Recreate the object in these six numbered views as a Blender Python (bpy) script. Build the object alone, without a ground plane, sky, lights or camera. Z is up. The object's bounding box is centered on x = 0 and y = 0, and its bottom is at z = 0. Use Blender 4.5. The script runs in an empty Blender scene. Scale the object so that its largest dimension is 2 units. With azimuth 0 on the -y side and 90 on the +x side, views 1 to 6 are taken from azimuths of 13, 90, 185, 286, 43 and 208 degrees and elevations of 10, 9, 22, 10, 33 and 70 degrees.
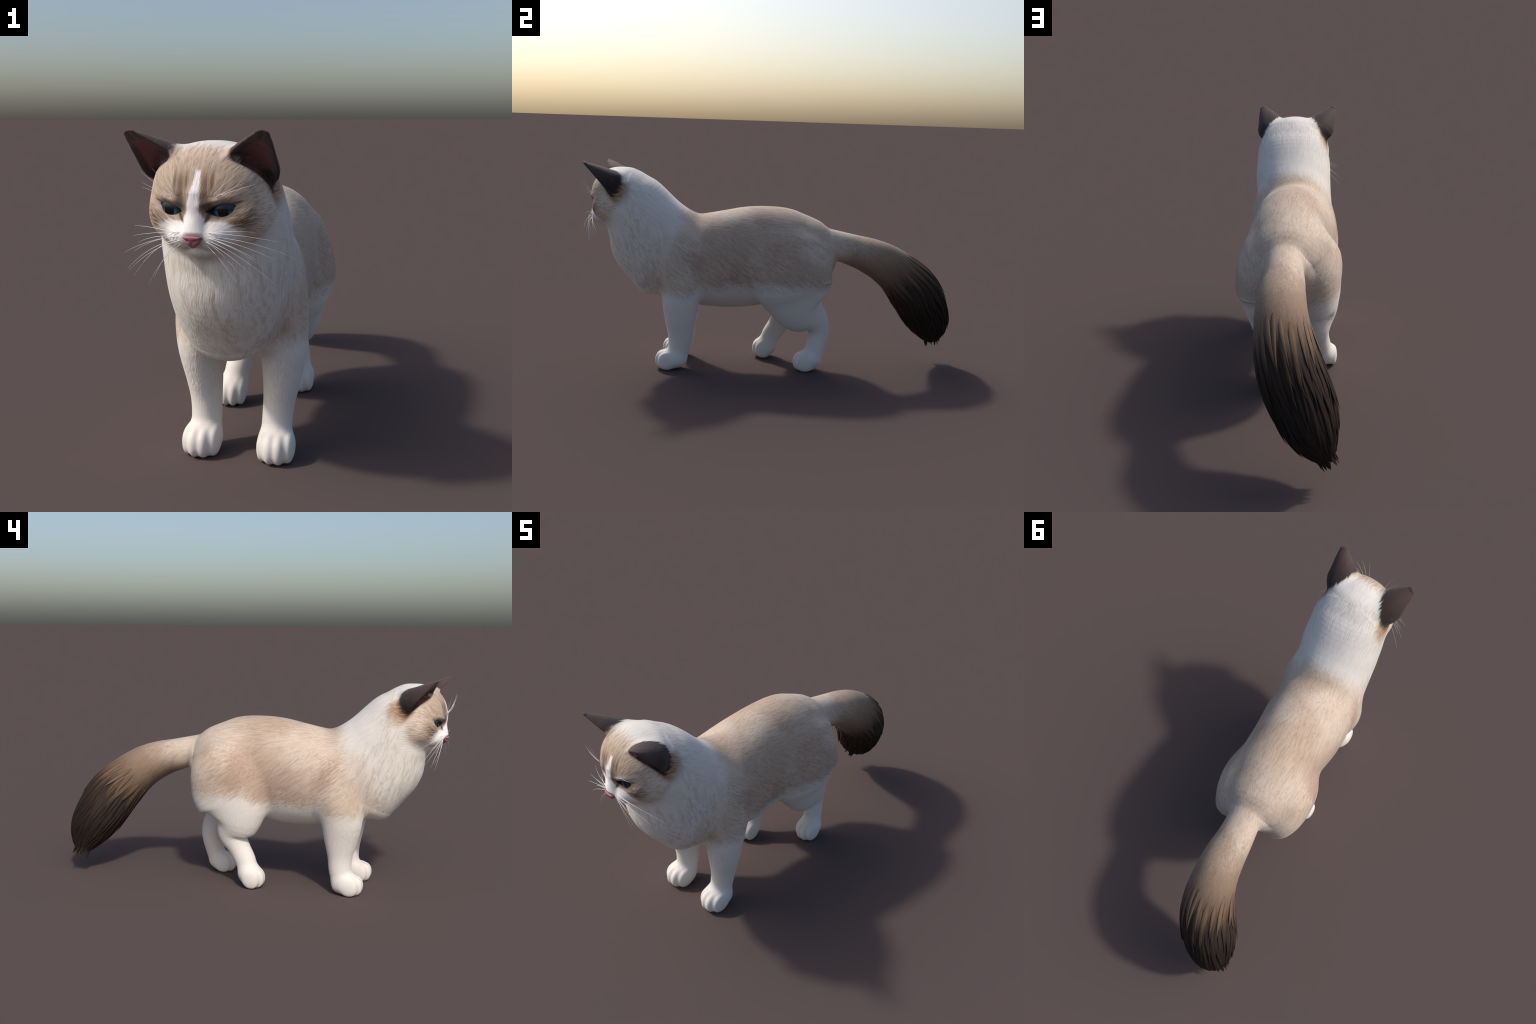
"""A standing long-haired colourpoint cat: cream saddle, white bib and legs, dark ears and plumed tail.

The body is described as an implicit solid (tubes swept along spines, ellipsoids, grooves) that is
blended smoothly, turned into one skin, then split by anatomical region.  Whiskers, eyes, nose and
the locks of the tail plume are built on top as parts of their own.
"""
import bpy, math, random
import numpy as np
from mathutils import Vector, Matrix

STEP = 0.0034                      # size of the skin's cells, metres
rng = np.random.default_rng(7)

# ------------------------------------------------------------------ head frame
YAW = math.radians(7.0)            # the head is turned a little to the cat's right
HEAD_X, HEAD_Y = 0.012, -0.800
CY, SY = math.cos(YAW), math.sin(YAW)


def to_head(p):
    dx, dy = p[:, 0] - HEAD_X, p[:, 1] - HEAD_Y
    return np.stack([dx * CY - dy * SY, -dx * SY - dy * CY, p[:, 2]], 1)


def from_head(a, f, z):
    """across (cat's left +), forward, height  ->  world"""
    return Vector((HEAD_X + a * CY - f * SY, HEAD_Y - a * SY - f * CY, z))


# ------------------------------------------------------------------ implicit primitives
def superellipse(x, r, p):
    """approximate signed distance; x (n,k), r (k,) or (n,k)"""
    s = np.abs(x) / r
    q = np.maximum((s ** p).sum(1), 1e-12) ** (1.0 / p)
    g = np.sqrt((((s ** (p - 1)) / r) ** 2).sum(1)) * q ** (1 - p)
    return (q - 1) / np.maximum(g, 1e-6)


class Ellipsoid:
    def __init__(self, c, r, p=2.0, tilt=0.0, axis=0):
        self.c, self.r, self.p = np.array(c, float), np.array(r, float), p
        m = np.eye(3)
        if tilt:
            m = np.array(Matrix.Rotation(math.radians(tilt), 3, "XYZ"[axis]))
        self.m = m
        R = self.r.max() * 1.05
        self.lo, self.hi = self.c - R, self.c + R

    def __call__(self, p):
        return superellipse((p - self.c) @ self.m, self.r, self.p)


def catmull(rows, per):
    rows = np.array(rows, float)
    n, out = len(rows), []
    for i in range(n - 1):
        p0, p1, p2, p3 = rows[max(i - 1, 0)], rows[i], rows[i + 1], rows[min(i + 2, n - 1)]
        for t in np.arange(per) / per:
            out.append(0.5 * (2 * p1 + (p2 - p0) * t + (2 * p0 - 5 * p1 + 4 * p2 - p3) * t * t + (3 * p1 - p0 - 3 * p2 + p3) * t ** 3))
    out.append(rows[-1])
    return np.array(out)


class Tube:
    """rows: x, y, z, half width across x, half width in the spine's other normal"""

    def __init__(self, rows, per=5, p=2.0):
        s = catmull(rows, per)
        self.c, self.r, self.p = s[:, :3], s[:, 3:5], p
        t = np.gradient(self.c, axis=0)
        self.t = t / np.linalg.norm(t, axis=1, keepdims=True)
        R = self.r.max() * 1.05
        self.lo, self.hi = self.c.min(0) - R, self.c.max(0) + R

    def locate(self, p):
        """spine parameter whose normal plane holds the point"""
        n = len(self.c)
        far = (self.c ** 2).sum(1)[None] - 2.0 * (p @ self.c.T)
        w = far.argmin(1).astype(float)
        for _ in range(3):
            i = np.clip(w.astype(int), 0, n - 2)
            f = (w - i)[:, None]
            dc, dt = self.c[i + 1] - self.c[i], self.t[i + 1] - self.t[i]
            v = p - (self.c[i] + dc * f)
            t = self.t[i] + dt * f
            a = np.einsum("ij,ij->i", v, t)
            slope = np.einsum("ij,ij->i", dc, t) - np.einsum("ij,ij->i", v, dt)
            L = np.linalg.norm(dc, axis=1)
            w = np.clip(w + np.clip(a / np.maximum(slope, 0.35 * L), -1.5, 1.5), 0, n - 1)
        return w

    def frame(self, where):
        i = np.minimum(where.astype(int), len(self.c) - 2)
        f = (where - i)[:, None]
        mix = lambda a: a[i] * (1 - f) + a[i + 1] * f
        t = mix(self.t)
        t /= np.linalg.norm(t, axis=1, keepdims=True)
        lat = np.array([1.0, 0, 0]) - t * t[:, :1]
        lat /= np.linalg.norm(lat, axis=1, keepdims=True)
        return mix(self.c), mix(self.r), t, lat, np.cross(t, lat)

    def __call__(self, p):
        where = self.locate(p)
        c, r, t, lat, up = self.frame(where)
        v = p - c
        end = (where <= 0) | (where >= len(self.c) - 1)
        ax = np.where(end, np.einsum("ij,ij->i", v, t), 0.0)
        x = np.stack([np.einsum("ij,ij->i", v, lat), np.einsum("ij,ij->i", v, up), ax], 1)
        return superellipse(x, np.concatenate([r, 0.5 * r.min(1, keepdims=True)], 1), self.p)


def smin(a, b, k):
    h = np.maximum(k - np.abs(a - b), 0) / k
    return np.minimum(a, b) - h * h * k * 0.25


def smax(a, b, k):
    return -smin(-a, -b, k)


# ------------------------------------------------------------------ the parts, in metres
TRUNK = Tube([  # chest to rump
    (0.004, -0.660, 0.532, 0.125, 0.150),
    (0.004, -0.570, 0.555, 0.165, 0.207),
    (0.002, -0.480, 0.570, 0.192, 0.240),
    (-0.002, -0.375, 0.566, 0.203, 0.246),
    (0.001, -0.226, 0.575, 0.208, 0.262),
    (0.005, -0.081, 0.598, 0.192, 0.266),
    (0.006, 0.055, 0.616, 0.188, 0.249),
    (0.003, 0.160, 0.619, 0.181, 0.218),
    (0.000, 0.250, 0.622, 0.158, 0.175),
    (0.000, 0.305, 0.618, 0.110, 0.118)], 4, 2.0)
NECK = Tube([   # ruff: from inside the head down to the breast
    (0.018, -0.812, 0.965, 0.095, 0.066),
    (0.020, -0.774, 0.915, 0.145, 0.120),
    (0.020, -0.734, 0.864, 0.174, 0.171),
    (0.019, -0.690, 0.795, 0.192, 0.198),
    (0.017, -0.650, 0.724, 0.194, 0.224),
    (0.012, -0.616, 0.650, 0.189, 0.230),
    (0.007, -0.577, 0.578, 0.172, 0.214),
    (0.004, -0.532, 0.494, 0.145, 0.185)], 4, 2.1)

SHOULDER = Ellipsoid((0.138, -0.480, 0.575), (0.082, 0.090, 0.165), 2.0)
BREECH = Ellipsoid((0, 0.215, 0.505), (0.130, 0.098, 0.110))

TAIL_ROWS = [
    (0.000, 0.230, 0.690, 0.088, 0.082),
    (-0.002, 0.340, 0.670, 0.080, 0.078),
    (-0.004, 0.450, 0.641, 0.089, 0.085),
    (-0.001, 0.525, 0.618, 0.098, 0.095),
    (-0.003, 0.610, 0.580, 0.106, 0.107),
    (-0.014, 0.695, 0.520, 0.117, 0.120),
    (-0.038, 0.775, 0.441, 0.127, 0.132),
    (-0.075, 0.834, 0.352, 0.128, 0.130),
    (-0.115, 0.885, 0.260, 0.112, 0.115),
    (-0.146, 0.912, 0.190, 0.080, 0.083),
    (-0.175, 0.925, 0.130, 0.034, 0.036)]
TAIL = Tube(TAIL_ROWS, 4)

FORELIMB = {
    1: Tube([(0.112, -0.400, 0.600, 0.080, 0.130), (0.138, -0.440, 0.480, 0.088, 0.116), (0.150, -0.462, 0.380, 0.078, 0.098),
             (0.146, -0.463, 0.270, 0.064, 0.081), (0.136, -0.462, 0.185, 0.053, 0.066), (0.130, -0.470, 0.110, 0.050, 0.056),
             (0.130, -0.485, 0.055, 0.050, 0.050)], 4),
    -1: Tube([(-0.112, -0.410, 0.600, 0.080, 0.130), (-0.130, -0.452, 0.480, 0.084, 0.116), (-0.132, -0.474, 0.380, 0.073, 0.104),
              (-0.119, -0.470, 0.270, 0.062, 0.083), (-0.113, -0.467, 0.185, 0.053, 0.062), (-0.112, -0.470, 0.110, 0.051, 0.056),
              (-0.114, -0.490, 0.055, 0.050, 0.050)], 4)}
HINDLIMB = {
    1: Tube([(0.084, 0.175, 0.680, 0.100, 0.140), (0.106, 0.152, 0.600, 0.117, 0.180), (0.126, 0.126, 0.500, 0.116, 0.213), (0.112, 0.144, 0.410, 0.098, 0.188),
             (0.104, 0.178, 0.325, 0.076, 0.134), (0.082, 0.250, 0.265, 0.054, 0.074), (0.070, 0.270, 0.200, 0.047, 0.054),
             (0.080, 0.255, 0.120, 0.045, 0.051), (0.090, 0.240, 0.060, 0.044, 0.048)], 4),
    -1: Tube([(-0.090, 0.170, 0.680, 0.105, 0.140), (-0.110, 0.145, 0.600, 0.130, 0.182), (-0.122, 0.108, 0.500, 0.113, 0.206), (-0.128, 0.072, 0.420, 0.099, 0.184),
              (-0.130, 0.066, 0.335, 0.081, 0.124), (-0.119, 0.090, 0.262, 0.060, 0.080), (-0.118, 0.060, 0.200, 0.052, 0.058),
              (-0.128, 0.020, 0.130, 0.047, 0.054), (-0.138, 0.002, 0.075, 0.047, 0.048)], 4)}


def paw_parts(x, heel, toe, half, lift=0.0, splay=0.0):
    """pad, four toes; toe: y of the longest toe's front"""
    y = lambda k: toe + k
    parts = [Ellipsoid((x, (heel + toe) / 2 + 0.005, 0.047 + lift * 0.5), (half * 0.90, (heel - toe) / 2 - 0.008, 0.047), 2.3)]
    for k, (dx, back) in enumerate(((-0.74, 0.020), (-0.26, 0.0), (0.26, 0.0), (0.74, 0.020))):
        parts.append(Ellipsoid((x + dx * half + splay * 0.02, y(0.040 + back), 0.0455), (half * 0.30, 0.040, 0.0455), 2.2))
    return parts


PAWS = {
    ("fore", 1): paw_parts(0.137, -0.428, -0.591, 0.058),
    ("fore", -1): paw_parts(-0.117, -0.428, -0.584, 0.059),
    ("hind", 1): paw_parts(0.091, 0.280, 0.140, 0.052),
    ("hind", -1): paw_parts(-0.144, 0.050, -0.084, 0.055, 0.024)}


class EarCup:
    """a leaning half cone whose open side faces forward and down, in the head frame (mirrored by side)"""
    tip = np.array((0.198, 0.140, 1.075))
    med, lat = np.array((0.082, 0.095, 1.010)), np.array((0.177, -0.012, 0.908))

    def __init__(self, side):
        self.side = side
        mid = (self.med + self.lat) / 2
        ax = mid - self.tip
        self.length = np.linalg.norm(ax)
        self.ax = ax / self.length
        ch = self.lat - self.med
        self.half = np.linalg.norm(ch) / 2
        ch -= self.ax * (ch @ self.ax)
        self.ch = ch / np.linalg.norm(ch)
        self.back = np.cross(self.ch, -self.ax)
        self.skew = ((self.lat - self.med) @ self.ax)
        self.lo, self.hi = np.array((0.02, -0.12, 0.86)), np.array((0.25, 0.18, 1.12))

    def coords(self, h):
        q = h * np.array((self.side, 1, 1)) - self.tip
        return q @ self.ax, q @ self.ch, q @ self.back

    def __call__(self, h):
        s, c, b = self.coords(h)
        t = np.clip(s, 0.014, None) / self.length
        c = c + 0.006 * np.minimum(2.0 * t, 1.0)
        w = (0.011 + (self.half - 0.008) * np.minimum(t, 1.15) ** 0.80) * (1 - 0.55 * np.clip(t - 0.80, 0, 1))
        dep = 0.006 + 0.088 * np.minimum(t, 1.2) ** 0.95
        over = np.minimum(s - 0.014, 0.0)                      # rounds the tip
        outer = superellipse(np.stack([c, b, over], 1), np.stack([w, dep, np.full(len(s), 0.016)], 1), 2.0)
        outer = smax(outer, -b + 0.001, 0.006)
        outer = smax(outer, s - self.length * 1.22, 0.05)
        close = 0.026 * np.clip((0.060 - s) / 0.034, 0, 1)     # the cup closes towards the tip
        wi, di = np.maximum(w - 0.011 - close, 1e-3), np.maximum(dep * 0.46 - 0.006 - 0.6 * close, 1e-3)
        scoop = superellipse(np.stack([c, b + 0.001], 1), np.stack([wi, di], 1), 2.2)
        return smax(outer, -scoop, 0.008)


EARS = {s: EarCup(s) for s in (1, -1)}

HEAD_CORE = [
    (Ellipsoid((0, -0.002, 0.898), (0.174, 0.154, 0.151), 2.15), 0.02),
    (Ellipsoid((0.098, 0.020, 0.838), (0.072, 0.090, 0.068), 2.0), 0.05),
    (Ellipsoid((-0.098, 0.020, 0.838), (0.072, 0.090, 0.068), 2.0), 0.05),
    (Ellipsoid((0, 0.050, 0.797), (0.100, 0.076, 0.048), 2.0), 0.035)]
MUZZLE = [
    (Ellipsoid((0.038, 0.095, 0.792), (0.047, 0.051, 0.037), 2.0), 0.022),
    (Ellipsoid((-0.038, 0.095, 0.792), (0.047, 0.051, 0.037), 2.0), 0.022),
    (Ellipsoid((0, 0.078, 0.757), (0.050, 0.044, 0.028), 2.0), 0.006)]
BRIDGE = Tube([(0, 0.110, 0.900, 0.030, 0.046), (0, 0.122, 0.860, 0.025, 0.030), (0, 0.136, 0.826, 0.025, 0.024), (0, 0.146, 0.805, 0.026, 0.018)], 4)

EYE_A, EYE_Z, EYE_TILT = 0.074, 0.872, math.radians(15)
EYE_C, EYE_R = (0.071, 0.076, 0.869), 0.052


def almond(h):
    """<0 inside the eye opening (either side)"""
    dx, dz = np.abs(h[:, 0]) - EYE_A, h[:, 2] - EYE_Z
    p = dx * math.cos(EYE_TILT) + dz * math.sin(EYE_TILT)
    q = -dx * math.sin(EYE_TILT) + dz * math.cos(EYE_TILT)
    k = 1 - (p / 0.035) ** 2
    lid = 1 - np.abs((p + 0.003) / 0.036) ** 3                # the upper lid is flat, the lower one round
    return np.maximum(q - 0.0085 * lid, -q - 0.0165 * k), p, q


def polyline_distance(h, pts):
    d = np.full(len(h), 9.0)
    for a, b in zip(pts[:-1], pts[1:]):
        a, b = np.array(a), np.array(b)
        ab, w = b - a, h - a
        t = np.clip(w @ ab / (ab @ ab), 0, 1)
        d = np.minimum(d, np.linalg.norm(w - t[:, None] * ab, axis=1))
    return d


MOUTH = [(0, 0.150, 0.780), (0, 0.137, 0.766), (0.028, 0.124, 0.7555), (0.052, 0.106, 0.7515), (0.076, 0.086, 0.760)]


def head_shape(h):
    """distance to the face and skull, head frame"""
    d = np.full(len(h), 1.0)
    for part, k in HEAD_CORE:
        d = smin(d, part(h), k)
    m = np.stack([np.abs(h[:, 0]), h[:, 1], h[:, 2]], 1)
    g, p, q = almond(h)
    front = np.clip((h[:, 1] - 0.02) / 0.06, 0, 1)
    d = d + front * 0.019 * np.exp(-(p / 0.046) ** 2 - (q / 0.026) ** 2)          # eye sockets
    d = d - front * 0.013 * np.exp(-((p + 0.004) / 0.042) ** 2 - ((q - 0.022) / 0.012) ** 2)  # brow ridges
    for part, k in MUZZLE:
        d = smin(d, part(h), k)
    d = smin(d, BRIDGE(h), 0.018)
    # philtrum and mouth line
    mouth = polyline_distance(m, MOUTH)
    d = d + 0.0085 * np.exp(-(mouth / 0.0055) ** 2)
    # eye openings
    d = smax(d, -np.maximum(g, 0.070 - h[:, 1]), 0.006)
    return d


def within(part, p, margin):
    return np.where(((p > part.lo - margin) & (p < part.hi + margin)).all(1))[0]


REGIONS = ["torso", "neck", "head", "ear", "ear.", "forelimb", "forelimb.", "hindlimb", "hindlimb.", "paw", "paw.", "paw..", "paw...", "tail"]
FAR = 1.0


def body(p, regions=False):
    """signed distance of the whole skin"""
    n = len(p)
    owner, best = (np.zeros(n, np.int8), np.full(n, 9.0)) if regions else (None, None)

    def join(d, part, idx, val, k, name=None):
        d[idx] = smin(d[idx], val, k)
        if regions and name:
            b = val < best[idx]
            best[idx[b]] = val[b]
            owner[idx[b]] = REGIONS.index(name)

    d = np.full(n, FAR)
    M = 0.07
    i = within(TRUNK, p, M)
    join(d, TRUNK, i, TRUNK(p[i]), 0.02, "torso")
    i = within(NECK, p, M)
    join(d, NECK, i, NECK(p[i]), 0.075, "neck")
    i = within(SHOULDER, p, M)
    join(d, SHOULDER, i, SHOULDER(p[i]), 0.06, "torso")
    for s, nm in ((1, ""), (-1, ".")):
        t = FORELIMB[s]
        i = within(t, p, M)
        join(d, t, i, t(p[i]), 0.036, "forelimb" + nm)
        t = HINDLIMB[s]
        i = within(t, p, M)
        join(d, t, i, t(p[i]), 0.036, "hindlimb" + nm)
    i = within(BREECH, p, M)
    join(d, BREECH, i, BREECH(p[i]), 0.05, "torso")
    i = within(TAIL, p, M)
    join(d, TAIL, i, TAIL(p[i]), 0.018, "tail")
    for n_paw, ((kind, s), parts) in enumerate(PAWS.items()):
        lo = np.min([q.lo for q in parts], 0) - M
        hi = np.max([q.hi for q in parts], 0) + M
        i = np.where(((p > lo) & (p < hi)).all(1))[0]
        if len(i):
            q = p[i]
            v = parts[0](q)
            toes = np.full(len(q), FAR)
            for part in parts[1:]:
                toes = smin(toes, part(q), 0.012)
            v = smin(v, toes, 0.026)
            join(d, None, i, v, 0.030, "paw" + "." * n_paw)
    i = np.where((p[:, 1] < -0.56) & (p[:, 2] > 0.62))[0]
    if len(i):
        h = to_head(p[i])
        v = head_shape(h)
        join(d, None, i, v, 0.028 + 0.060 * np.clip((0.010 - h[:, 1]) / 0.09, 0, 1) ** 1.5, "head")
        for s, nm in ((1, ""), (-1, ".")):
            e = EARS[s]
            m = h * np.array((s, 1, 1))
            j = np.where(((m > e.lo) & (m < e.hi)).all(1))[0]
            if len(j):
                join(d, None, i[j], e(h[j]), 0.024, "ear" + nm)
    return (d, owner) if regions else d


def gradient(p, e=0.0012):
    k = np.array(((1, -1, -1), (-1, -1, 1), (-1, 1, -1), (1, 1, 1)), float)
    g = sum(kk * body(p + kk * e)[:, None] for kk in k)
    return g / np.maximum(np.linalg.norm(g, axis=1, keepdims=True), 1e-9), g / (4 * e)


# ------------------------------------------------------------------ skin from the implicit solid
def skin(field, lo, hi, h, project=None):
    """surface nets over the cells near the surface; returns vertices and quads"""
    lo, B = np.array(lo, float), 4
    nb = np.ceil((np.array(hi) - lo) / (h * B)).astype(int)
    gi = np.stack(np.meshgrid(*[np.arange(k) for k in nb], indexing="ij"), -1).reshape(-1, 3)
    centre = lo + (gi + 0.5) * B * h
    v = field(centre)
    near = np.abs(v) < B * h * 1.7
    V = np.empty(nb * B, np.float32)
    V.reshape(nb[0], B, nb[1], B, nb[2], B)[:] = np.where(v < 0, -1.0, 1.0).reshape(nb)[:, None, :, None, :, None]
    off = np.stack(np.meshgrid(*[np.arange(B)] * 3, indexing="ij"), -1).reshape(-1, 3)
    act = gi[near]
    for c in range(0, len(act), 6000):
        idx = (act[c:c + 6000, None, :] * B + off).reshape(-1, 3)
        V[idx[:, 0], idx[:, 1], idx[:, 2]] = field(lo + idx * h)
    neg = V < 0
    cells = np.zeros(np.array(V.shape) - 1, np.uint8)
    for dx in (0, 1):
        for dy in (0, 1):
            for dz in (0, 1):
                cells += neg[dx:dx + cells.shape[0], dy:dy + cells.shape[1], dz:dz + cells.shape[2]]
    mixed = (cells > 0) & (cells < 8)
    cid = np.argwhere(mixed)
    number = np.full(cells.shape, -1, np.int32)
    number[mixed] = np.arange(len(cid))
    acc, cnt = np.zeros((len(cid), 3)), np.zeros(len(cid))
    corners = [(x, y, z) for x in (0, 1) for y in (0, 1) for z in (0, 1)]
    for a in corners:
        for ax in range(3):
            if a[ax] == 0:
                b = list(a)
                b[ax] = 1
                va = V[cid[:, 0] + a[0], cid[:, 1] + a[1], cid[:, 2] + a[2]]
                vb = V[cid[:, 0] + b[0], cid[:, 1] + b[1], cid[:, 2] + b[2]]
                cross = (va < 0) != (vb < 0)
                t = va[cross] / (va[cross] - vb[cross])
                pt = np.tile(np.array(a, float), (cross.sum(), 1))
                pt[:, ax] += t
                acc[cross] += pt
                cnt[cross] += 1
    verts = lo + (cid + acc / cnt[:, None]) * h
    quads = []
    for ax in range(3):
        u, w = (ax + 1) % 3, (ax + 2) % 3
        sl0, sl1 = [slice(None)] * 3, [slice(None)] * 3
        sl0[ax], sl1[ax] = slice(0, -1), slice(1, None)
        e = np.argwhere(neg[tuple(sl0)] != neg[tuple(sl1)])
        e = e[(e[:, u] > 0) & (e[:, w] > 0) & (e[:, u] < V.shape[u] - 1) & (e[:, w] < V.shape[w] - 1)]
        inside = neg[e[:, 0], e[:, 1], e[:, 2]]
        def at(du, dw):
            k = e.copy()
            k[:, u] -= du
            k[:, w] -= dw
            return number[k[:, 0], k[:, 1], k[:, 2]]
        q = np.stack([at(1, 1), at(0, 1), at(0, 0), at(1, 0)], 1)
        q[~inside] = q[~inside][:, ::-1]
        quads.append(q)
    return verts, np.concatenate(quads)


def mesh_from(name, verts, faces, normals=None, smooth=True):
    me = bpy.data.meshes.new(name)
    nv, nf = len(verts), len(faces)
    k = faces.shape[1]
    me.vertices.add(nv)
    me.vertices.foreach_set("co", np.asarray(verts, np.float32).ravel())
    me.loops.add(nf * k)
    me.loops.foreach_set("vertex_index", faces.astype(np.int32).ravel())
    me.polygons.add(nf)
    me.polygons.foreach_set("loop_start", np.arange(0, nf * k, k, dtype=np.int32))
    me.update(calc_edges=True)
    me.polygons.foreach_set("use_smooth", np.full(nf, smooth))
    if normals is not None:
        me.normals_split_custom_set_from_vertices(np.asarray(normals, np.float32))
    return me


def add(name, data, parent=None, mat=None):
    o = bpy.data.objects.new(name, data)
    bpy.context.scene.collection.objects.link(o)
    if parent:
        o.parent = parent
    if mat and not data.materials:
        data.materials.append(mat)
    return o


# ------------------------------------------------------------------ material helpers
class Nodes:
    def __init__(self, name):
        self.mat = bpy.data.materials.new(name)
        self.mat.use_nodes = True
        self.t = self.mat.node_tree
        self.bsdf = self.t.nodes["Principled BSDF"]

    def new(self, kind, **kw):
        n = self.t.nodes.new(kind)
        for k, v in kw.items():
            setattr(n, k, v)
        return n

    def put(self, sock, v):
        if isinstance(v, bpy.types.NodeSocket):
            self.t.links.new(v, sock)
        elif v is not None:
            if sock.type == "RGBA" and len(v) == 3:
                v = (*v, 1)
            sock.default_value = v

    def math(self, op, a, b=None, c=None, clamp=False):
        n = self.new("ShaderNodeMath", operation=op, use_clamp=clamp)
        for s, v in zip(n.inputs, (a, b, c)):
            self.put(s, v)
        return n.outputs[0]

    def add(self, a, b): return self.math("ADD", a, b)
    def sub(self, a, b): return self.math("SUBTRACT", a, b)
    def mul(self, a, b): return self.math("MULTIPLY", a, b)
    def absv(self, a): return self.math("ABSOLUTE", a)
    def maxv(self, a, b): return self.math("MAXIMUM", a, b)
    def minv(self, a, b): return self.math("MINIMUM", a, b)
    def inv(self, a): return self.math("SUBTRACT", 1.0, a, clamp=True)

    def vmath(self, op, a, b=None, scale=None):
        n = self.new("ShaderNodeVectorMath", operation=op)
        self.put(n.inputs[0], a)
        if b is not None:
            self.put(n.inputs[1], b)
        if scale is not None:
            self.put(n.inputs["Scale"], scale)
        return n.outputs["Value"] if op in ("DOT_PRODUCT", "LENGTH", "DISTANCE") else n.outputs["Vector"]

    def dot(self, a, b): return self.vmath("DOT_PRODUCT", a, b)

    def ramp(self, x, lo, hi, a=0.0, b=1.0, smooth=True):
        n = self.new("ShaderNodeMapRange", interpolation_type="SMOOTHSTEP" if smooth else "LINEAR")
        for s, v in zip(n.inputs, (x, lo, hi, a, b)):
            self.put(s, v)
        return n.outputs[0]

    def mix(self, f, a, b):
        n = self.new("ShaderNodeMix", data_type="RGBA")
        self.put(n.inputs["Factor"], f)
        self.put(n.inputs[6], a)
        self.put(n.inputs[7], b)
        return n.outputs[2]

    def comb(self, x, y, z):
        n = self.new("ShaderNodeCombineXYZ")
        for s, v in zip(n.inputs, (x, y, z)):
            self.put(s, v)
        return n.outputs[0]

    def sep(self, v):
        n = self.new("ShaderNodeSeparateXYZ")
        self.put(n.inputs[0], v)
        return n.outputs

    def noise(self, vec, scale, detail=2.0, rough=0.5, distort=0.0):
        n = self.new("ShaderNodeTexNoise")
        self.put(n.inputs["Vector"], vec)
        n.inputs["Scale"].default_value = scale
        n.inputs["Detail"].default_value = detail
        n.inputs["Roughness"].default_value = rough
        n.inputs["Distortion"].default_value = distort
        return n.outputs["Fac"]

    def blob(self, x, y, cx, cy, rx, ry, soft=1.0):
        """1 in the middle of an ellipse in a plane, 0 outside"""
        u = self.mul(self.sub(x, cx), 1 / rx)
        v = self.mul(self.sub(y, cy), 1 / ry)
        r = self.math("SQRT", self.add(self.mul(u, u), self.mul(v, v)))
        return self.ramp(r, 1.0 - soft, 1.0 + soft, 1.0, 0.0)


def srgb(r, g, b):
    f = lambda c: ((c / 255 + 0.055) / 1.055) ** 2.4 if c > 10 else c / 255 / 12.92
    return (f(r), f(g), f(b))


WHITE = srgb(223, 216, 208)
BEIGE = srgb(204, 185, 167)
TAN = srgb(182, 160, 140)
ROSE = srgb(178, 152, 135)
BROWN = srgb(122, 98, 80)
DARK = srgb(62, 50, 45)
SABLE = srgb(52, 44, 40)


def strands(N, pos, along, scale=120.0, stretch=0.09, wave=0.02):
    """noise drawn out along a coat direction"""
    along = Vector(along).normalized()
    e1 = along.orthogonal().normalized()
    e2 = along.cross(e1)
    w = N.noise(pos, 9.0, 2.0)
    wob = N.mul(N.sub(w, 0.5), wave * 2)
    v = N.comb(N.add(N.dot(pos, e1), wob), N.add(N.dot(pos, e2), wob), N.mul(N.dot(pos, along), stretch))
    return N.noise(v, scale, 3.0, 0.62)


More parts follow.
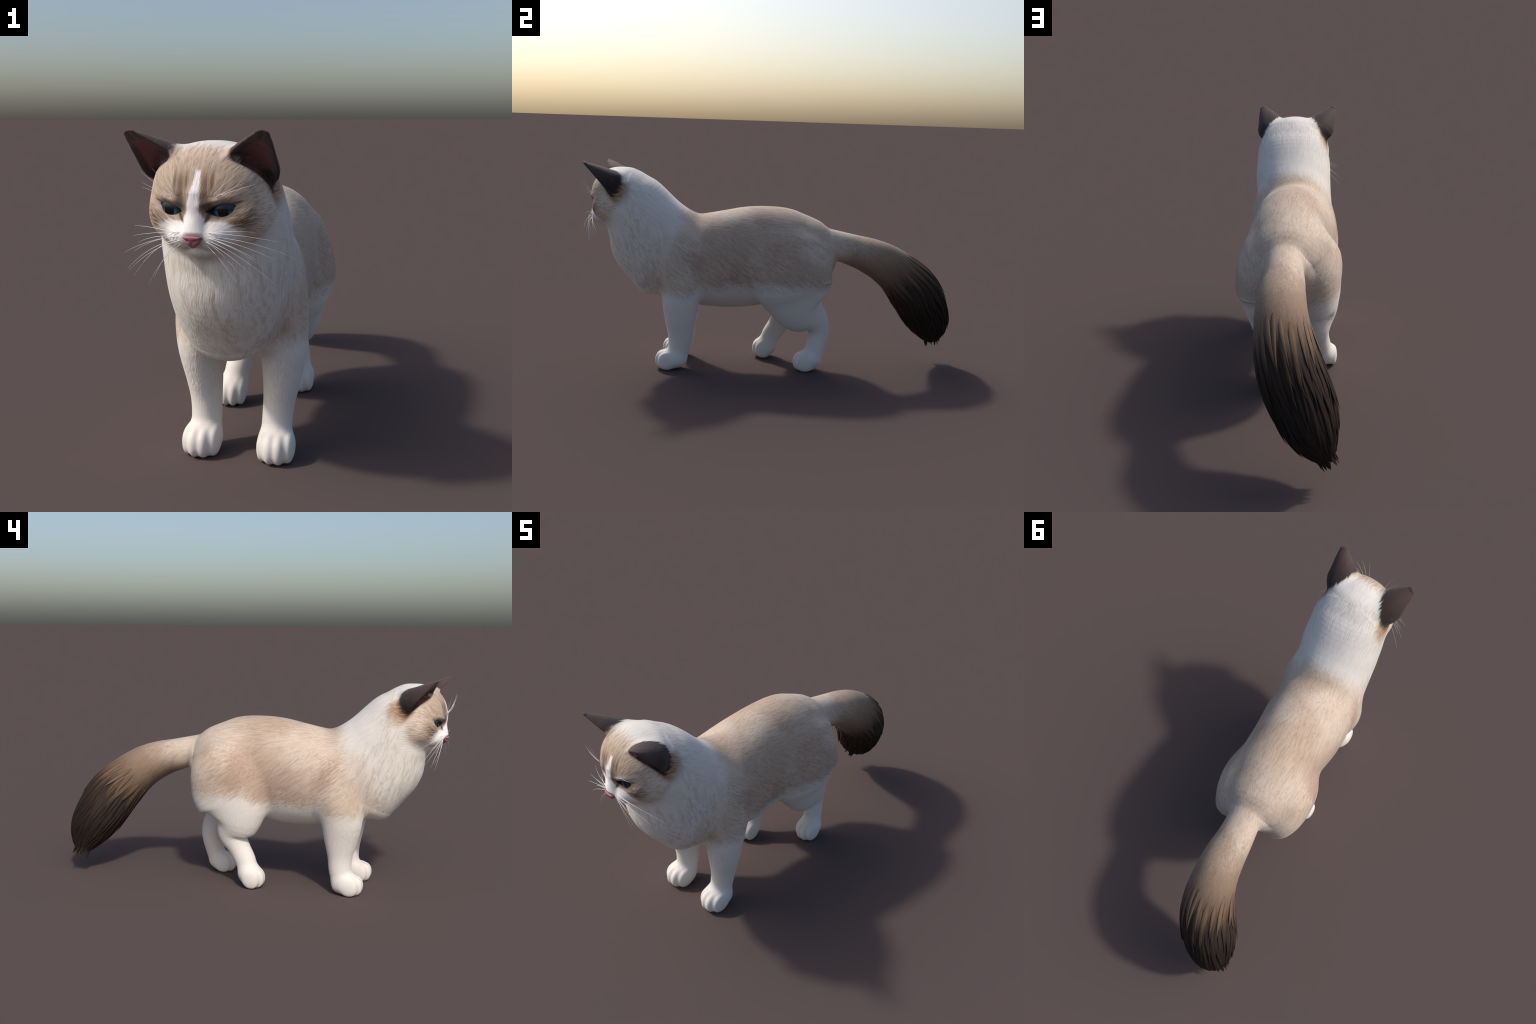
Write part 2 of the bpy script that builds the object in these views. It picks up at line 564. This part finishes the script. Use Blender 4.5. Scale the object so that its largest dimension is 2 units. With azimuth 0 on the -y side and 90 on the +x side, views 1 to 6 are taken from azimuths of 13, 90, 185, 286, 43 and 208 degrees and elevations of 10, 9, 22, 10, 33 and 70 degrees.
def coat_material():
    N = Nodes("fur_coat")
    pos = N.new("ShaderNodeTexCoord").outputs["Object"]
    x, y, z = N.sep(pos)[:]
    # coat flow: trunk, chest, tail, limbs
    trunk = N.add(N.mul(strands(N, pos, (0, 0.80, -0.60), 210, 0.07, 0.012), 0.6), N.mul(strands(N, pos, (0, 0.80, -0.60), 75, 0.11, 0.02), 0.4))
    chest = N.add(N.mul(strands(N, pos, (0, 0.35, -0.95), 170, 0.08, 0.014), 0.45), N.mul(strands(N, pos, (0.15, 0.35, -0.95), 55, 0.16, 0.035), 0.55))
    spine = N.add(N.mul(strands(N, pos, (0, 1.0, -0.10), 210, 0.07, 0.012), 0.6), N.mul(strands(N, pos, (0, 1.0, -0.10), 75, 0.12, 0.02), 0.4))
    plume = N.add(N.mul(strands(N, pos, (-0.12, 0.72, -0.62), 200, 0.08, 0.01), 0.6), N.mul(strands(N, pos, (-0.12, 0.72, -0.62), 75, 0.12, 0.02), 0.4))
    limbs = strands(N, pos, (0, 0.0, -1.0), 170, 0.15, 0.006)
    # head frame
    hp = N.vmath("SUBTRACT", pos, (HEAD_X, HEAD_Y, 0.0))
    a = N.dot(hp, (CY, -SY, 0.0))
    f = N.dot(hp, (-SY, -CY, 0.0))
    aa = N.absv(a)
    # face strands radiate from the nose: angle and distance round it
    na, nz = N.mul(a, 1.0), N.sub(z, 0.79)
    ang = N.math("ARCTAN2", nz, aa)
    rad = N.math("SQRT", N.add(N.mul(na, na), N.add(N.mul(nz, nz), N.mul(N.sub(f, 0.17), N.sub(f, 0.17)))))
    wob = N.noise(pos, 14.0, 2.0)
    face = N.noise(N.comb(N.add(N.mul(ang, 0.30), N.mul(wob, 0.05)), N.mul(rad, 0.30), N.mul(N.add(a, 3.0), 0.05)), 120, 3.0, 0.6)
    headness = N.mul(N.ramp(y, -0.72, -0.80), N.ramp(N.add(z, N.mul(f, -0.35)), 0.70, 0.78))
    is_tail = N.ramp(y, 0.36, 0.44)
    low = N.ramp(z, 0.42, 0.34)
    chestness = N.mul(N.mul(N.ramp(y, -0.46, -0.60), N.inv(headness)), N.inv(N.mul(N.ramp(N.sub(z, N.mul(y, -0.9)), 0.20, 0.30), N.ramp(z, 0.72, 0.80))))
    fur = N.new("ShaderNodeMix", data_type="FLOAT")
    def mixf(fac, p, q):
        n = N.new("ShaderNodeMix", data_type="FLOAT")
        N.put(n.inputs["Factor"], fac); N.put(n.inputs[2], p); N.put(n.inputs[3], q)
        return n.outputs[0]
    ridge = N.mul(N.ramp(z, 0.69, 0.78), N.ramp(y, -0.50, -0.40))
    fur = mixf(ridge, mixf(low, trunk, limbs), spine)
    fur = mixf(N.mul(chestness, N.inv(low)), fur, chest)
    fur = mixf(is_tail, fur, plume)
    fur = mixf(headness, fur, face)
    hair_n = N.ramp(fur, 0.37, 0.63, smooth=False)
    jag = N.sub(fur, 0.5)                                         # ragged edges of the colour fields
    patch = N.noise(pos, 6.5, 2.0, 0.5)
    patch2 = N.noise(N.vmath("ADD", pos, (3.1, 1.7, 5.2)), 4.0, 2.0, 0.5)

    # ---- trunk
    thigh = N.mul(N.ramp(y, -0.08, 0.02), 1.0)
    saddle_low = N.sub(N.add(0.448, N.mul(thigh, 0.024)), N.mul(N.ramp(y, -0.36, -0.42), 0.040))
    edge_z = N.add(N.sub(z, saddle_low), N.add(N.mul(jag, 0.11), N.mul(N.sub(patch, 0.5), 0.05)))
    above = N.ramp(edge_z, -0.042, 0.040)
    front = N.add(N.add(y, N.mul(jag, 0.10)), N.mul(N.sub(0.85, z), 0.42))
    behind = N.ramp(front, -0.500, -0.385)
    shoulder_light = N.mul(N.mul(N.ramp(front, -0.560, -0.460), N.ramp(z, 0.80, 0.66)), 0.60)
    saddle = N.mul(above, N.maxv(behind, shoulder_light))
    col_b = N.mix(N.ramp(patch2, 0.38, 0.64), BEIGE, TAN)
    shoulder = N.blob(N.add(y, N.mul(N.sub(z, 0.60), 0.7)), z, -0.405, 0.605, 0.060, 0.100, 0.8)
    flank = N.maxv(shoulder, N.maxv(N.blob(y, z, -0.18, 0.53, 0.13, 0.08, 0.8), N.blob(y, z, 0.06, 0.62, 0.10, 0.10, 0.8)))
    col_b = N.mix(N.mul(flank, N.ramp(N.add(patch, N.mul(jag, 0.8)), 0.22, 0.62)), col_b, ROSE)
    col_b = N.mix(N.mul(N.ramp(fur, 0.44, 0.66), 0.25), col_b, BROWN)
    nape = N.ramp(z, 0.66, 0.80)
    ruffy = N.mul(N.mul(N.ramp(y, -0.44, -0.60), N.inv(headness)), N.inv(N.mul(N.mul(nape, 0.6), N.ramp(y, -0.70, -0.60))))
    white = N.mix(N.mul(N.ramp(fur, 0.45, 0.66), N.mul(N.mul(ruffy, 0.48), N.ramp(z, 0.36, 0.54, 0.25, 1.0))), WHITE, srgb(184, 164, 134))
    col = N.mix(saddle, white, col_b)

    # ---- tail: cream to brown to nearly black
    along = N.add(N.add(N.mul(y, 0.71), N.mul(z, -0.70)), N.mul(jag, 0.10))
    under = N.sub(0.80, N.add(N.mul(y, 0.70), N.mul(z, 0.71)))
    along = N.add(along, N.mul(N.maxv(under, 0.0), 0.7))
    t1 = N.mix(N.ramp(along, -0.22, 0.04), col_b, srgb(138, 115, 96))
    t1 = N.mix(N.ramp(along, 0.00, 0.17), t1, srgb(98, 79, 65))
    t2 = N.mix(N.ramp(along, 0.12, 0.21), t1, srgb(54, 43, 37))
    t2 = N.mix(N.ramp(along, 0.30, 0.42), t2, srgb(40, 32, 28))
    col = N.mix(is_tail, col, t2)

    # ---- head
    jf = N.sub(face, 0.5)
    white_h = N.mix(0.0, WHITE, WHITE)
    face_col = N.mix(N.ramp(N.add(f, N.mul(jf, 0.05)), 0.02, 0.12), srgb(216, 198, 182), TAN)
    face_col = N.mix(N.mul(N.ramp(face, 0.45, 0.66), 0.30), face_col, BROWN)
    cheek = N.mul(N.blob(N.sub(aa, N.mul(N.sub(z, 0.83), 0.6)), z, 0.122, 0.836, 0.036, 0.034, 0.8), N.ramp(f, 0.05, 0.10))
    face_col = N.mix(N.mul(cheek, N.ramp(N.add(N.mul(jf, 1.4), 0.5), 0.05, 0.65)), face_col, srgb(104, 82, 66))
    streak = N.maxv(N.blob(aa, z, 0.036, 0.935, 0.011, 0.036, 0.8), N.maxv(N.blob(aa, z, 0.018, 0.945, 0.005, 0.028, 0.8), N.blob(aa, z, 0.054, 0.945, 0.006, 0.030, 0.8)))
    face_col = N.mix(N.mul(streak, 0.85), face_col, srgb(108, 84, 66))
    ew = 1.0
    # dark rim of the eyes and the tear stripe
    ca, sa = math.cos(EYE_TILT), math.sin(EYE_TILT)
    ex, ez = N.sub(aa, EYE_A), N.sub(z, EYE_Z)
    ep = N.add(N.mul(ex, ca), N.mul(ez, sa))
    eq = N.sub(N.mul(ez, ca), N.mul(ex, sa))
    k = N.sub(1.0, N.math("POWER", N.mul(N.absv(ep), 1 / 0.035), 2.0))
    g = N.maxv(N.sub(eq, N.mul(N.sub(1.0, N.math("POWER", N.mul(N.absv(N.add(ep, 0.003)), 1 / 0.036), 3.0)), 0.0085)), N.sub(N.mul(eq, -1.0), N.mul(k, 0.0165)))
    infront = N.ramp(f, 0.05, 0.09)
    halo = N.mul(N.ramp(N.add(g, N.mul(jf, 0.012)), 0.020, 0.000), infront)
    brow = N.mul(N.blob(aa, z, 0.038, 0.884, 0.020, 0.028, 0.7), infront)
    face_col = N.mix(N.mul(N.maxv(N.mul(halo, N.ramp(eq, -0.004, 0.010, 0.15, 0.55)), N.mul(brow, 0.90)), 1.0), face_col, srgb(70, 54, 44))
    # blaze and muzzle
    bw = N.add(N.add(0.006, N.mul(N.ramp(z, 0.975, 0.87), 0.010)), N.mul(N.ramp(z, 0.870, 0.838), 0.014))
    ab = N.absv(N.sub(a, N.mul(N.ramp(z, 0.84, 0.98), 0.014)))
    blaze = N.mul(N.ramp(N.sub(N.add(ab, N.mul(jf, 0.010)), bw), 0.0055, -0.0035), N.mul(N.ramp(z, 0.980, 0.966), infront))
    top = N.sub(N.sub(0.838, N.mul(N.maxv(N.sub(aa, 0.080), 0.0), 0.50)), N.mul(N.maxv(N.sub(0.050, aa), 0.0), 0.10))
    soft = N.add(0.004, N.mul(N.maxv(N.sub(aa, 0.06), 0.0), 0.20))
    mz = N.math("DIVIDE", N.sub(N.add(z, N.mul(jf, N.add(0.006, N.mul(aa, 0.14)))), top), soft)
    muzzle = N.mul(N.mul(N.ramp(mz, 1.0, -1.0), N.ramp(f, 0.045, 0.085)), N.ramp(N.add(aa, N.mul(jf, 0.05)), 0.150, 0.095))
    chin = N.mul(N.ramp(z, 0.782, 0.770), N.ramp(N.add(aa, N.mul(jf, 0.02)), 0.100, 0.080))
    white_face = N.maxv(blaze, N.maxv(muzzle, chin))
    face_col = N.mix(white_face, face_col, srgb(244, 236, 232))
    tear = N.mul(N.blob(N.sub(aa, N.mul(N.sub(z, 0.848), 0.45)), z, 0.0385, 0.850, 0.0060, 0.016, 0.6), infront)
    face_col = N.mix(N.mul(tear, 0.85), face_col, DARK)
    wing = N.blob(aa, N.sub(z, N.mul(aa, 0.30)), 0.114, 0.8548, 0.014, 0.0030, 0.6)
    liner = N.mul(N.maxv(N.ramp(g, 0.0060, 0.0020), N.mul(wing, 0.75)), infront)
    face_col = N.mix(liner, face_col, srgb(34, 27, 26))
    ml = N.sub(z, N.add(N.sub(0.7645, N.mul(N.minv(aa, 0.052), 0.24)), N.mul(N.maxv(N.sub(aa, 0.055), 0.0), 0.5)))
    lips = N.mul(N.mul(N.ramp(N.absv(ml), 0.0040, 0.0010), N.ramp(aa, 0.075, 0.060)), infront)
    face_col = N.mix(N.mul(lips, 0.9), face_col, srgb(104, 72, 68))
    # where the mask gives way to the white nape
    cap = N.ramp(N.add(f, N.mul(jf, 0.05)), 0.015, 0.095)
    sidecap = N.ramp(N.add(N.add(N.add(f, N.mul(N.sub(z, 0.838), 0.70)), 0.013), N.mul(jf, 0.07)), -0.022, 0.022)
    mask = N.mul(N.minv(sidecap, N.maxv(cap, N.ramp(z, 1.025, 0.965))), headness)
    ruff = N.ramp(N.add(N.sub(z, 0.775), N.mul(jf, 0.03)), -0.012, 0.012)
    mask = N.mul(mask, N.maxv(ruff, chin))
    col = N.mix(mask, col, face_col)

    # ---- ears
    e = EARS[1]
    q = N.comb(N.sub(aa, float(e.tip[0])), N.sub(f, float(e.tip[1])), N.sub(z, float(e.tip[2])))
    s = N.dot(q, tuple(e.ax)); b = N.dot(q, tuple(e.back)); c = N.dot(q, tuple(e.ch))
    wid = N.absv(c)
    reach = N.sub(N.add(s, N.add(N.mul(jag, 0.03), N.mul(jf, 0.03))), N.mul(c, 0.72))
    inear = N.mul(N.ramp(reach, 0.176, 0.154), N.ramp(b, -0.015, -0.006))
    orange = N.mul(N.mul(N.ramp(reach, 0.200, 0.165), N.ramp(c, 0.036, 0.056)), N.ramp(b, -0.030, -0.010))
    col = N.mix(N.mul(orange, 0.9), col, srgb(156, 116, 78))
    ear_col = N.mix(N.ramp(s, 0.03, 0.16), srgb(80, 63, 60), srgb(50, 40, 36))
    # the cup's inner skin: reddish, with dark hair towards the base
    di = N.sub(N.mul(s, 0.40), b)
    inner = N.mul(N.ramp(di, 0.000, 0.010), N.ramp(wid, N.add(N.mul(s, 0.40), 0.002), N.sub(N.mul(s, 0.40), 0.008)))
    inner = N.mul(inner, N.ramp(s, 0.165, 0.145))
    inner = N.mul(inner, N.ramp(s, 0.026, 0.048))
    hair = strands(N, pos, (-0.9, -0.3, -0.2), 150, 0.10, 0.02)
    in_col = N.mix(N.ramp(N.add(N.sub(N.mul(s, 0.9), N.mul(c, 0.9)), N.mul(N.sub(hair, 0.5), 0.12)), 0.09, 0.17), srgb(112, 66, 66), srgb(46, 37, 34))
    in_col = N.mix(N.mul(N.ramp(hair, 0.58, 0.75), 0.35), in_col, srgb(126, 104, 94))
    ear_col = N.mix(inner, ear_col, in_col)
    col = N.mix(inear, col, ear_col)

    # pads under the paws, faint toe grooves are geometry
    pad = N.mul(N.ramp(z, 0.008, 0.004), 0.6)
    col = N.mix(pad, col, srgb(196, 150, 142))
    # fine grain
    grain = N.maxv(N.maxv(saddle, is_tail), N.maxv(N.mul(ruffy, 0.7), N.mul(mask, 0.7)))
    g1 = N.sub(1.0, N.mul(N.mul(N.sub(hair_n, 0.4), 0.15), N.mul(N.ramp(z, 0.10, 0.26), N.add(0.30, N.mul(grain, 0.7)))))
    hsv = N.new("ShaderNodeHueSaturation")
    N.put(hsv.inputs["Color"], col)
    N.put(hsv.inputs["Value"], g1)
    N.put(N.bsdf.inputs["Base Color"], hsv.outputs[0])
    N.put(N.bsdf.inputs["Roughness"], 0.72)
    N.put(N.bsdf.inputs["Specular IOR Level"], 0.22)
    N.put(N.bsdf.inputs["Sheen Weight"], 0.12)
    N.put(N.bsdf.inputs["Sheen Roughness"], 0.5)
    bump = N.new("ShaderNodeBump")
    bump.inputs["Distance"].default_value = 0.006
    N.put(bump.inputs["Strength"], N.mul(N.add(0.30, N.mul(chestness, 0.40)), N.ramp(z, 0.10, 0.26, 0.05, 1.0)))
    N.put(bump.inputs["Height"], fur)
    N.put(N.bsdf.inputs["Normal"], bump.outputs[0])
    return N.mat


def plain(name, colour, rough=0.5, coat=0.0, spec=0.5):
    N = Nodes(name)
    pos = N.new("ShaderNodeTexCoord").outputs["Object"]
    n = N.noise(pos, 220.0, 2.0)
    N.put(N.bsdf.inputs["Base Color"], N.mix(N.mul(n, 0.35), colour, tuple(c * 0.7 for c in colour)))
    N.put(N.bsdf.inputs["Roughness"], rough)
    N.put(N.bsdf.inputs["Coat Weight"], coat)
    N.put(N.bsdf.inputs["Specular IOR Level"], spec)
    return N.mat


def eye_material():
    """object coordinates: y points out of the eye, unit ball"""
    N = Nodes("eyeball")
    pos = N.new("ShaderNodeTexCoord").outputs["Object"]
    x, y, z = N.sep(pos)[:]
    r = N.math("SQRT", N.add(N.mul(x, x), N.mul(z, z)))
    rp = N.math("SQRT", N.add(N.mul(N.mul(x, 1.25), N.mul(x, 1.25)), N.mul(z, z)))
    ang = N.math("ARCTAN2", z, x)
    fib = N.noise(N.comb(N.mul(ang, 2.0), N.mul(r, 1.5), 0.0), 6.0, 3.0)
    iris = N.mix(N.ramp(r, 0.24, 0.52), srgb(54, 104, 124), srgb(28, 58, 78))
    iris = N.mix(N.mul(N.ramp(fib, 0.4, 0.7), 0.4), iris, srgb(78, 132, 150))
    iris = N.mix(N.ramp(z, -0.08, 0.12, 0.0, 0.90), iris, srgb(24, 34, 44))  # upper lid's shadow painted into the iris colour
    col = N.mix(N.ramp(r, 0.52, 0.60), iris, srgb(30, 23, 24))
    col = N.mix(N.ramp(rp, 0.39, 0.35), col, srgb(8, 7, 8))
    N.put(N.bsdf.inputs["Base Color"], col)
    N.put(N.bsdf.inputs["Roughness"], 0.30)
    N.put(N.bsdf.inputs["Specular IOR Level"], 0.30)
    N.put(N.bsdf.inputs["Coat Weight"], 0.25)
    N.put(N.bsdf.inputs["Coat Roughness"], 0.03)
    return N.mat


def lock_material():
    """locks of the plume: world position decides the shade, as on the tail's skin"""
    N = Nodes("tail_lock_fur")
    pos = N.new("ShaderNodeNewGeometry").outputs["Position"]
    x, y, z = N.sep(pos)[:]
    info = N.new("ShaderNodeObjectInfo")
    rnd = info.outputs["Random"]
    hair = strands(N, pos, (-0.12, 0.72, -0.62), 150, 0.06, 0.02)
    here = N.dot(pos, (0.0, 0.71, -0.70))
    root = N.dot(info.outputs["Location"], (0.0, 0.71, -0.70))     # a lock keeps the shade of the place it grows from
    under = N.maxv(N.sub(0.80, N.dot(info.outputs["Location"], (0.0, 0.70, 0.71))), 0.0)
    along = N.add(N.add(root, N.mul(N.sub(here, root), 0.45)), N.add(N.mul(under, 0.7), N.add(N.mul(N.sub(hair, 0.5), 0.06), N.mul(N.sub(rnd, 0.5), 0.05))))
    col = N.mix(N.ramp(along, 0.09, 0.20), srgb(112, 91, 74), srgb(52, 42, 36))
    col = N.mix(N.ramp(along, 0.22, 0.36), col, srgb(40, 32, 28))
    col = N.mix(N.mul(N.ramp(hair, 0.55, 0.8), 0.3), col, srgb(80, 62, 52))
    hsv = N.new("ShaderNodeHueSaturation")
    N.put(hsv.inputs["Color"], col)
    N.put(hsv.inputs["Value"], N.add(0.8, N.mul(rnd, 0.4)))
    N.put(N.bsdf.inputs["Base Color"], hsv.outputs[0])
    N.put(N.bsdf.inputs["Roughness"], 0.75)
    N.put(N.bsdf.inputs["Specular IOR Level"], 0.10)
    bump = N.new("ShaderNodeBump")
    bump.inputs["Distance"].default_value = 0.004
    bump.inputs["Strength"].default_value = 0.4
    N.put(bump.inputs["Height"], hair)
    N.put(N.bsdf.inputs["Normal"], bump.outputs[0])
    return N.mat


# ------------------------------------------------------------------ build
cat = bpy.data.objects.new("cat", None)
bpy.context.scene.collection.objects.link(cat)
cat["label"] = "standing colourpoint cat, cream back, white legs, dark bushy tail"
cat["category"] = "cat"

COAT = coat_material()

verts, quads = skin(body, (-0.28, -1.02, -0.012), (0.28, 1.02, 1.12), STEP)
for _ in range(2):
    n, g = gradient(verts)
    dist = body(verts) / np.maximum((g * g).sum(1), 0.09)
    verts = verts - g * np.clip(dist, -STEP, STEP)[:, None]
verts[:, 2] = np.maximum(verts[:, 2], 0.0)
normals, _ = gradient(verts, 0.0016)
_, owner = body(verts, True)
face_owner = owner[quads].max(1)

made = {}
PARENT = {"paw": "forelimb", "paw.": "forelimb.", "paw..": "hindlimb", "paw...": "hindlimb.", "ear": "head", "ear.": "head"}
for i, nm in sorted(enumerate(REGIONS), key=lambda t: t[1] in PARENT):
    fq = quads[face_owner == i]
    if not len(fq):
        continue
    used, back = np.unique(fq, return_inverse=True)
    clean = nm.replace(".", "")
    me = mesh_from(clean, verts[used], back.reshape(fq.shape), normals[used])
    made[nm] = add(clean, me, made.get(PARENT.get(nm), cat), COAT)

# eyes
EYE = eye_material()
import bmesh
bm = bmesh.new()
bmesh.ops.create_uvsphere(bm, u_segments=64, v_segments=40, radius=1.0)
eye_mesh = bpy.data.meshes.new("eye")
bm.to_mesh(eye_mesh)
bm.free()
eye_mesh.polygons.foreach_set("use_smooth", [True] * len(eye_mesh.polygons))
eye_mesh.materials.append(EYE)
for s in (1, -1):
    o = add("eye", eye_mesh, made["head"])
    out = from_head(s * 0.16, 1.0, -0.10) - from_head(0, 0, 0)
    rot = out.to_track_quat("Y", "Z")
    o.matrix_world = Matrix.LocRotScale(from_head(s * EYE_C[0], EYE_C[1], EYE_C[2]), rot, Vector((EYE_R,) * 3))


# nose leather: a small blunt wedge with two nostril grooves
def nose_shape(p):
    h = to_head(p)
    m = np.stack([np.abs(h[:, 0]), h[:, 1], h[:, 2]], 1)
    d = superellipse(m - np.array((0, 0.147, 0.7870)), np.array((0.038, 0.0215, 0.023)), 2.2)
    # triangular from the front: narrows downward; top edge cut along the bridge
    d = smax(d, (m[:, 0] - 0.0315) * 0.74 - (m[:, 2] - 0.796) * 0.67, 0.006)
    d = smax(d, (m[:, 2] - 0.8005) * 0.93 - (m[:, 1] - 0.160) * 0.36, 0.006)
    d = smax(d, (m[:, 1] - 0.1685) * 0.88 + (0.797 - m[:, 2]) * 0.48, 0.005)
    nost = polyline_distance(m, [(0.011, 0.162, 0.7865), (0.024, 0.157, 0.7915)])
    d = d + 0.005 * np.exp(-(nost / 0.0042) ** 2)
    mid = polyline_distance(m, [(0, 0.172, 0.792), (0, 0.150, 0.768)])
    return d + 0.0022 * np.exp(-(mid / 0.0030) ** 2)


c = from_head(0, 0.146, 0.79)
nv, nq = skin(nose_shape, np.array(c) - 0.04, np.array(c) + 0.04, 0.0011)
add("nose", mesh_from("nose", nv, nq), made["head"], plain("nose_leather", srgb(160, 108, 114), 0.55, 0.05))

# whiskers: tapered curved bristles
WHISKER = plain("whisker_bristle", srgb(240, 238, 236), 0.4)


def bristle(root, d, length, droop, r0=0.0009, sides=6, steps=14):
    d = Vector(d).normalized()
    pts = [root + d * (length * t) + Vector(droop) * (length * t * t) for t in np.linspace(-0.04, 1, steps)]
    vs, fs = [], []
    for i, p in enumerate(pts):
        t = (pts[min(i + 1, steps - 1)] - pts[max(i - 1, 0)]).normalized()
        u = t.orthogonal().normalized()
        w = t.cross(u)
        r = r0 * (1 - 0.85 * i / (steps - 1))
        for k in range(sides):
            an = k * math.tau / sides
            vs.append(p + (u * math.cos(an) + w * math.sin(an)) * r)
    for i in range(steps - 1):
        for k in range(sides):
            fs.append((i * sides + k, i * sides + (k + 1) % sides, (i + 1) * sides + (k + 1) % sides, (i + 1) * sides + k))
    return mesh_from("whisker", np.array(vs), np.array(fs))


def on_head(a, z, f0=0.20):
    """forward reach of the face at a given place, by marching back onto the skin"""
    f = np.linspace(f0, 0.0, 200)
    pts = np.array([from_head(a, t, z) for t in f])
    k = np.argmax(body(pts) < 0)
    return Vector(pts[k])


def head_dir(a, f, z):
    return from_head(a, f, z) - from_head(0, 0, 0)


for s in (1, -1):
    for row in range(4):
        for k in range(3 if row in (1, 2) else 2):
            a = 0.040 + 0.012 * k + rng.uniform(-0.003, 0.003)
            z = 0.806 - 0.0105 * row + rng.uniform(-0.002, 0.002)
            up = (0.10, -0.10, -0.28, -0.62)[row] + rng.uniform(-0.10, 0.10)
            L = (0.165, 0.175, 0.165, 0.125)[row] * rng.uniform(0.75, 1.12)
            me = bristle(on_head(s * a, z), head_dir(s * 0.85, 0.16 - 0.18 * k, up), L, head_dir(s * 0.0, -0.22, -0.12 - 0.10 * row))
            add("whisker", me, made["head"], WHISKER)
    for k in range(5):
        a = 0.046 + 0.007 * k
        z = 0.908 + rng.uniform(-0.004, 0.006)
        me = bristle(on_head(s * a, z), head_dir(s * (0.12 + 0.30 * k), 0.52, 0.80 - 0.10 * k), rng.uniform(0.065, 0.115), head_dir(s * 0.10, -0.22, 0.04), 0.0008)
        add("whisker", me, made["head"], WHISKER)

# tail plume: long pointed blades that follow the tail's skin and free themselves at their tips
LOCK = lock_material()
n_c = len(TAIL.c)


def on_tail(u, an, lift):
    """place, outward normal and sideways direction on the tail's skin; u runs on past the end"""
    w = np.array([min(u, 1.0) * (n_c - 1)])
    c, r, t, lat, up = (v[0] for v in TAIL.frame(w))
    p = c + math.cos(an) * lat * r[0] + math.sin(an) * up * r[1]
    n = math.cos(an) * lat / r[0] + math.sin(an) * up / r[1]
    n /= np.linalg.norm(n)
    return p + n * lift + t * max(u - 1.0, 0.0) * 0.75, n, np.cross(t, n)


def tail_blade(u0, du, an, drift, width, rise):
    st, sd = 14, 8
    vs, fs = [], []
    for i in range(st + 1):
        t = i / st
        swell = math.sin(math.pi * min(0.5, 0.03 + t * 0.95))
        w = width * swell ** 0.8 * (1 - t ** 2.4) + 0.00025
        h = 0.0042 * swell * (1 - t) ** 0.5 + 0.00025
        p, n, side = on_tail(u0 + du * t, an + drift * t * t, -0.004 * (1 - t) ** 2 + 0.0015 + rise * t * t)
        for k in range(sd):
            q = k * math.tau / sd
            vs.append(p + side * math.cos(q) * w + n * math.sin(q) * h)
    for i in range(st):
        for k in range(sd):
            fs.append((i * sd + k, i * sd + (k + 1) % sd, (i + 1) * sd + (k + 1) % sd, (i + 1) * sd + k))
    vs, fs = np.array(vs), np.array(fs)
    vol = np.einsum("ij,ij->i", vs[fs[:, 0]] - vs.mean(0), np.cross(vs[fs[:, 1]] - vs[fs[:, 0]], vs[fs[:, 2]] - vs[fs[:, 0]])).sum()
    return mesh_from("tail_lock", vs - vs[0], fs if vol > 0 else fs[:, ::-1]), Vector(vs[0])


for ri, u in enumerate(np.linspace(0.45, 0.93, 13)):
    count = max(8, int(round(25 * min(1.0, TAIL.r[int(u * (n_c - 1))].mean() / 0.122))))
    for k in range(count):
        uu = u + rng.uniform(-0.022, 0.022)
        du = min(rng.uniform(0.15, 0.27), 1.030 - uu + rng.uniform(-0.05, 0.030))
        an = math.tau * (k + (ri % 2) * 0.5 + rng.uniform(-0.32, 0.32)) / count
        me, at = tail_blade(uu, du, an, rng.uniform(-0.16, 0.16), rng.uniform(0.0085, 0.0150), rng.uniform(0.001, 0.006) + (0.005 if rng.random() < 0.2 else 0.0))
        o = add("tail_lock", me, made["tail"], LOCK)
        o.location = at
